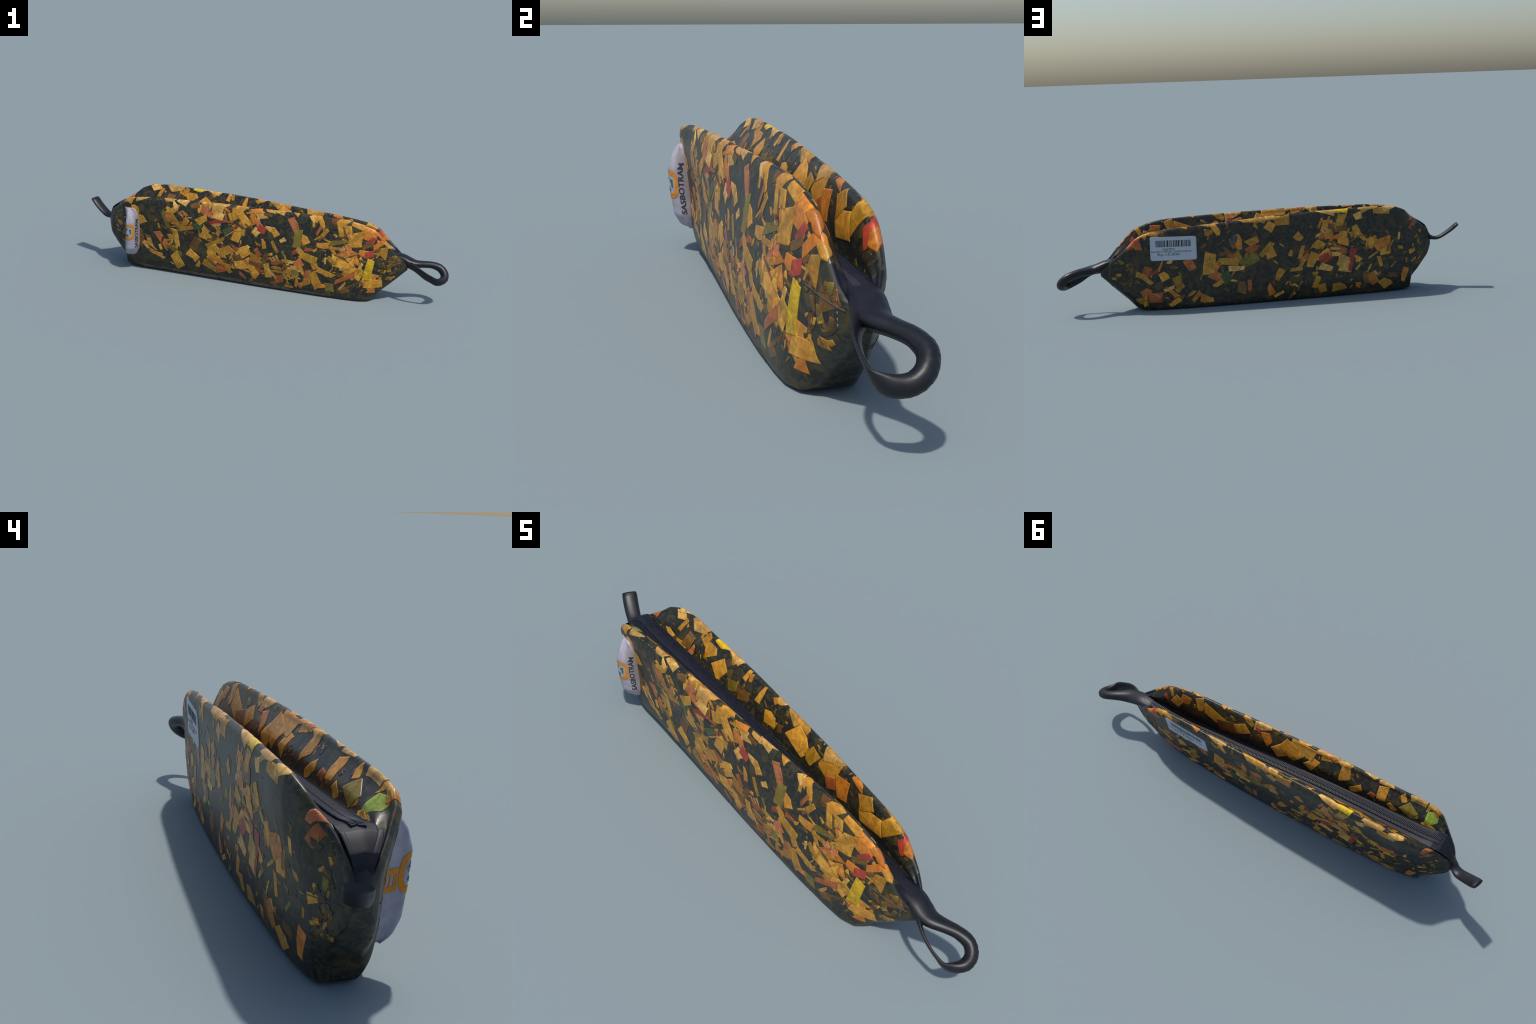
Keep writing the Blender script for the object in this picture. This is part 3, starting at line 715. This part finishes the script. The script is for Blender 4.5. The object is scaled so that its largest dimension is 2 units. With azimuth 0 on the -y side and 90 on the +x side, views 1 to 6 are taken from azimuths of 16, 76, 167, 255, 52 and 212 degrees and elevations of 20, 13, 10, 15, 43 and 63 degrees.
# ------------------------------------------------------------------ lettering laid on a surface
def lettering(text, place, width, centre, height=None, bold=0.):
    """text mesh set through place(u, v) -> point; width wide, centred at centre (u, v)"""
    cu = bpy.data.curves.new("text", "FONT")
    cu.body = text; cu.resolution_u = 3; cu.offset = bold
    ob = bpy.data.objects.new("text", cu)
    coll.objects.link(ob)
    dg = bpy.context.evaluated_depsgraph_get()
    me = ob.evaluated_get(dg).to_mesh()
    P = np.array([v.co[:2] for v in me.vertices]); F = [tuple(p.vertices) for p in me.polygons]
    ob.evaluated_get(dg).to_mesh_clear()
    bpy.data.objects.remove(ob); bpy.data.curves.remove(cu)
    lo, hi = P.min(0), P.max(0)
    k = width / (hi[0] - lo[0]); kv = k if height is None else height / (hi[1] - lo[1])
    V = [np.asarray(place(centre[0] + (p[0] - (lo[0]+hi[0])/2) * k, centre[1] + (p[1] - (lo[1]+hi[1])/2) * kv)).tolist() for p in P]
    return V, F, [False] * len(F)
def box_mark(place, u0, u1, v0, v1, n=4):
    """filled strip on a surface"""
    us = np.linspace(u0, u1, n + 1)
    V = [np.asarray(place(u, v)).tolist() for u in us for v in (v0, v1)]
    return V, [(2*i, 2*i+2, 2*i+3, 2*i+1) for i in range(n)], [True] * n

# price sticker on the back wall, near the loop
SX, SZ = .450, .2955
def sticker_pt(lift):
    def f(u, v):
        px = -u; py = v + .028 * px
        x = SX + px
        return on_skin(x, column_at(x, SZ, py, "back"), lift)
    return f
W2, H2, R2 = .109, .0575, .010
corner = []
for cx_, cy_, a0 in ((W2 - R2, H2 - R2, 0), (-W2 + R2, H2 - R2, 90), (-W2 + R2, -H2 + R2, 180), (W2 - R2, -H2 + R2, 270)):
    for t in range(5):
        a = math.radians(a0 + t * 22.5)
        corner.append((cx_ + R2 * math.cos(a), cy_ + R2 * math.sin(a) + .028 * (cx_ + R2 * math.cos(a))))
sticker = add("price_sticker", mesh_of("price_sticker", [patch(corner, SX, SZ, "back", .0022, .002)]), PART["back_panel"], MAT["sticker"])
pieces = []
u = -.082
while u < .084:
    w = rng.choice((.0016, .0026, .0026, .0042, .006))
    pieces.append(box_mark(sticker_pt(.0026), u, u + w, .008, .040))
    u += w + rng.choice((.002, .002, .003, .0045))
add("barcode", mesh_of("barcode", pieces), sticker, MAT["ink"], "stuff")
for name, text, w, cu_, cv_, hh in (("sticker_code", "SASTPO", .060, -.022, -.0035, .0115), ("sticker_product_line", "TEMPAT PENSIL SASBOTRAM", .190, -.012, -.0150, .0080),
                                ("sticker_price", "Rp.15,000", .103, -.024, -.0300, .0145)):
    add(name, mesh_of(name, [lettering(text, sticker_pt(.0026), w, (cu_, cv_), hh)]), sticker, MAT["ink"])

# ------------------------------------------------------------------ folded woven label in the front corner
LZ = [.078, .090, .125, .200, .275, .318, .343, .352]
LY = [-.074, -.100, -.121, -.133, -.1395, -.126, -.110, -.098]      # how far the fold stands out
LX = [-.716, -.709, -.703, -.696, -.691, -.692, -.696, -.698]
LF = [-.682, -.662, -.647, -.640, -.639, -.644, -.656, -.672]      # where it leaves the front wall
def label_section(z):
    xf, yf, xa = (float(np.interp(z, LZ, c)) for c in (LX, LY, LF))
    xb = -.722
    wy = lambda x: float(on_skin(x, column_at(x, z, 0., "front"), 0.)[1])
    ya, yb = wy(xa), wy(xb)
    return np.array([(xa, ya + .004), (xa - .007, ya - .010), (xf + .64*(xa-xf), yf + .42*(ya-yf)), (xf + .28*(xa-xf), yf + .08*(ya-yf)), (xf, yf), (xf - .010, yf + .007),
                     (xf + .5*(xb-xf), yb + .5*(yf-yb)), (xb + .002, yb - .002), (xb, yb + .004)])
def label_curve(z):
    return catmull(label_section(z), 6)
def label_pt(lift):
    def f(s_, z):
        """s_ > 0 toward the writing side, measured from the fold"""
        C = label_curve(z)
        d = np.concatenate([[0], np.cumsum(np.linalg.norm(np.diff(C, axis=0), axis=1))])
        d = d[4 * 6] - d
        q = np.array([np.interp(-s_, -d, C[:, 0]), np.interp(-s_, -d, C[:, 1])])
        e = .002
        q2 = np.array([np.interp(-s_ - e, -d, C[:, 0]), np.interp(-s_ - e, -d, C[:, 1])]) - np.array([np.interp(-s_ + e, -d, C[:, 0]), np.interp(-s_ + e, -d, C[:, 1])])
        q2 /= -max(1e-9, np.linalg.norm(q2))
        nn = np.array([q2[1], -q2[0]])
        if nn @ (q - C.mean(0) - np.array([0, .012])) < 0:
            nn = -nn
        return (q[0] + nn[0] * lift, q[1] + nn[1] * lift, z)
    return f
zs = np.linspace(LZ[0], LZ[-1], 34)
V, F = [], []
for z in zs:
    V += [(p[0], p[1], z) for p in label_curve(z)]
m = len(label_curve(.2))
for i in range(len(zs) - 1):
    F += [(i*m + k, i*m + k + 1, (i+1)*m + k + 1, (i+1)*m + k) for k in range(m - 1)]
    F.append((i*m + m - 1, i*m, (i+1)*m, (i+1)*m + m - 1))
F += [tuple(range(m)), tuple((len(zs)-1)*m + k for k in range(m))[::-1]]
F = [f[::-1] for f in F]
me = mesh_of("folded_label", [(V, F, [len(f) == 4 for f in F])])
bm = bmesh.new(); bm.from_mesh(me); bmesh.ops.recalc_face_normals(bm, faces=bm.faces); bm.to_mesh(me); bm.free()
label = add("folded_label", me, root, MAT["label"])
LP = label_pt(.0010)
RC = .224
def band(f_in, f_out, a0, a1, n, place, cyc=False):
    A = np.linspace(math.radians(a0), math.radians(a1), n + 1)
    V = [place(*f(a)) for a in A for f in (f_in, f_out)]
    return [list(map(float, v)) for v in V], [(2*i, 2*i+1, 2*i+3, 2*i+2) for i in range(n)], [True] * n
def squarish(r, cs=0.):
    def f(a):
        c, s_ = math.cos(a), math.sin(a)
        q = (abs(c) ** 3.2 + abs(s_) ** 3.2) ** (-1 / 3.2)
        return (.004 + cs + c * q * r * .86, RC + s_ * q * r)
    return f
pieces = [band(squarish(.031), squarish(.045), 0, 360, 40, LP)]
pieces.append(box_mark(LP, -.072, -.036, .186, .198)); pieces.append(box_mark(LP, -.072, -.036, .226, .238))
pieces += [box_mark(LP, u, u + .005, .198, .226, 2) for u in (-.072, -.060, -.048, -.041)]
add("label_emblem", mesh_of("label_emblem", pieces), label, MAT["orange"])
pieces = []
for k in range(3):        # three chasing arrows
    a0 = 90 + 120 * k
    pieces.append(band(squarish(.013), squarish(.022), a0, a0 + 62, 8, LP))
    tip = math.radians(a0 + 90); b0 = math.radians(a0 + 60)
    V = [LP(*squarish(.008)(b0)), LP(*squarish(.027)(b0)), LP(*squarish(.018)(tip))]
    pieces.append(([list(map(float, v)) for v in V], [(0, 1, 2)], [False]))
add("label_arrows", mesh_of("label_arrows", pieces), label, MAT["green"])
add("label_lettering", mesh_of("label_lettering", [lettering("SASBOTRAM", lambda u, v: LP(.054 - v, u), .165, (.212, 0), .019, .02)]), label, MAT["ink"])


for o in bpy.data.objects:
    o.select_set(False)
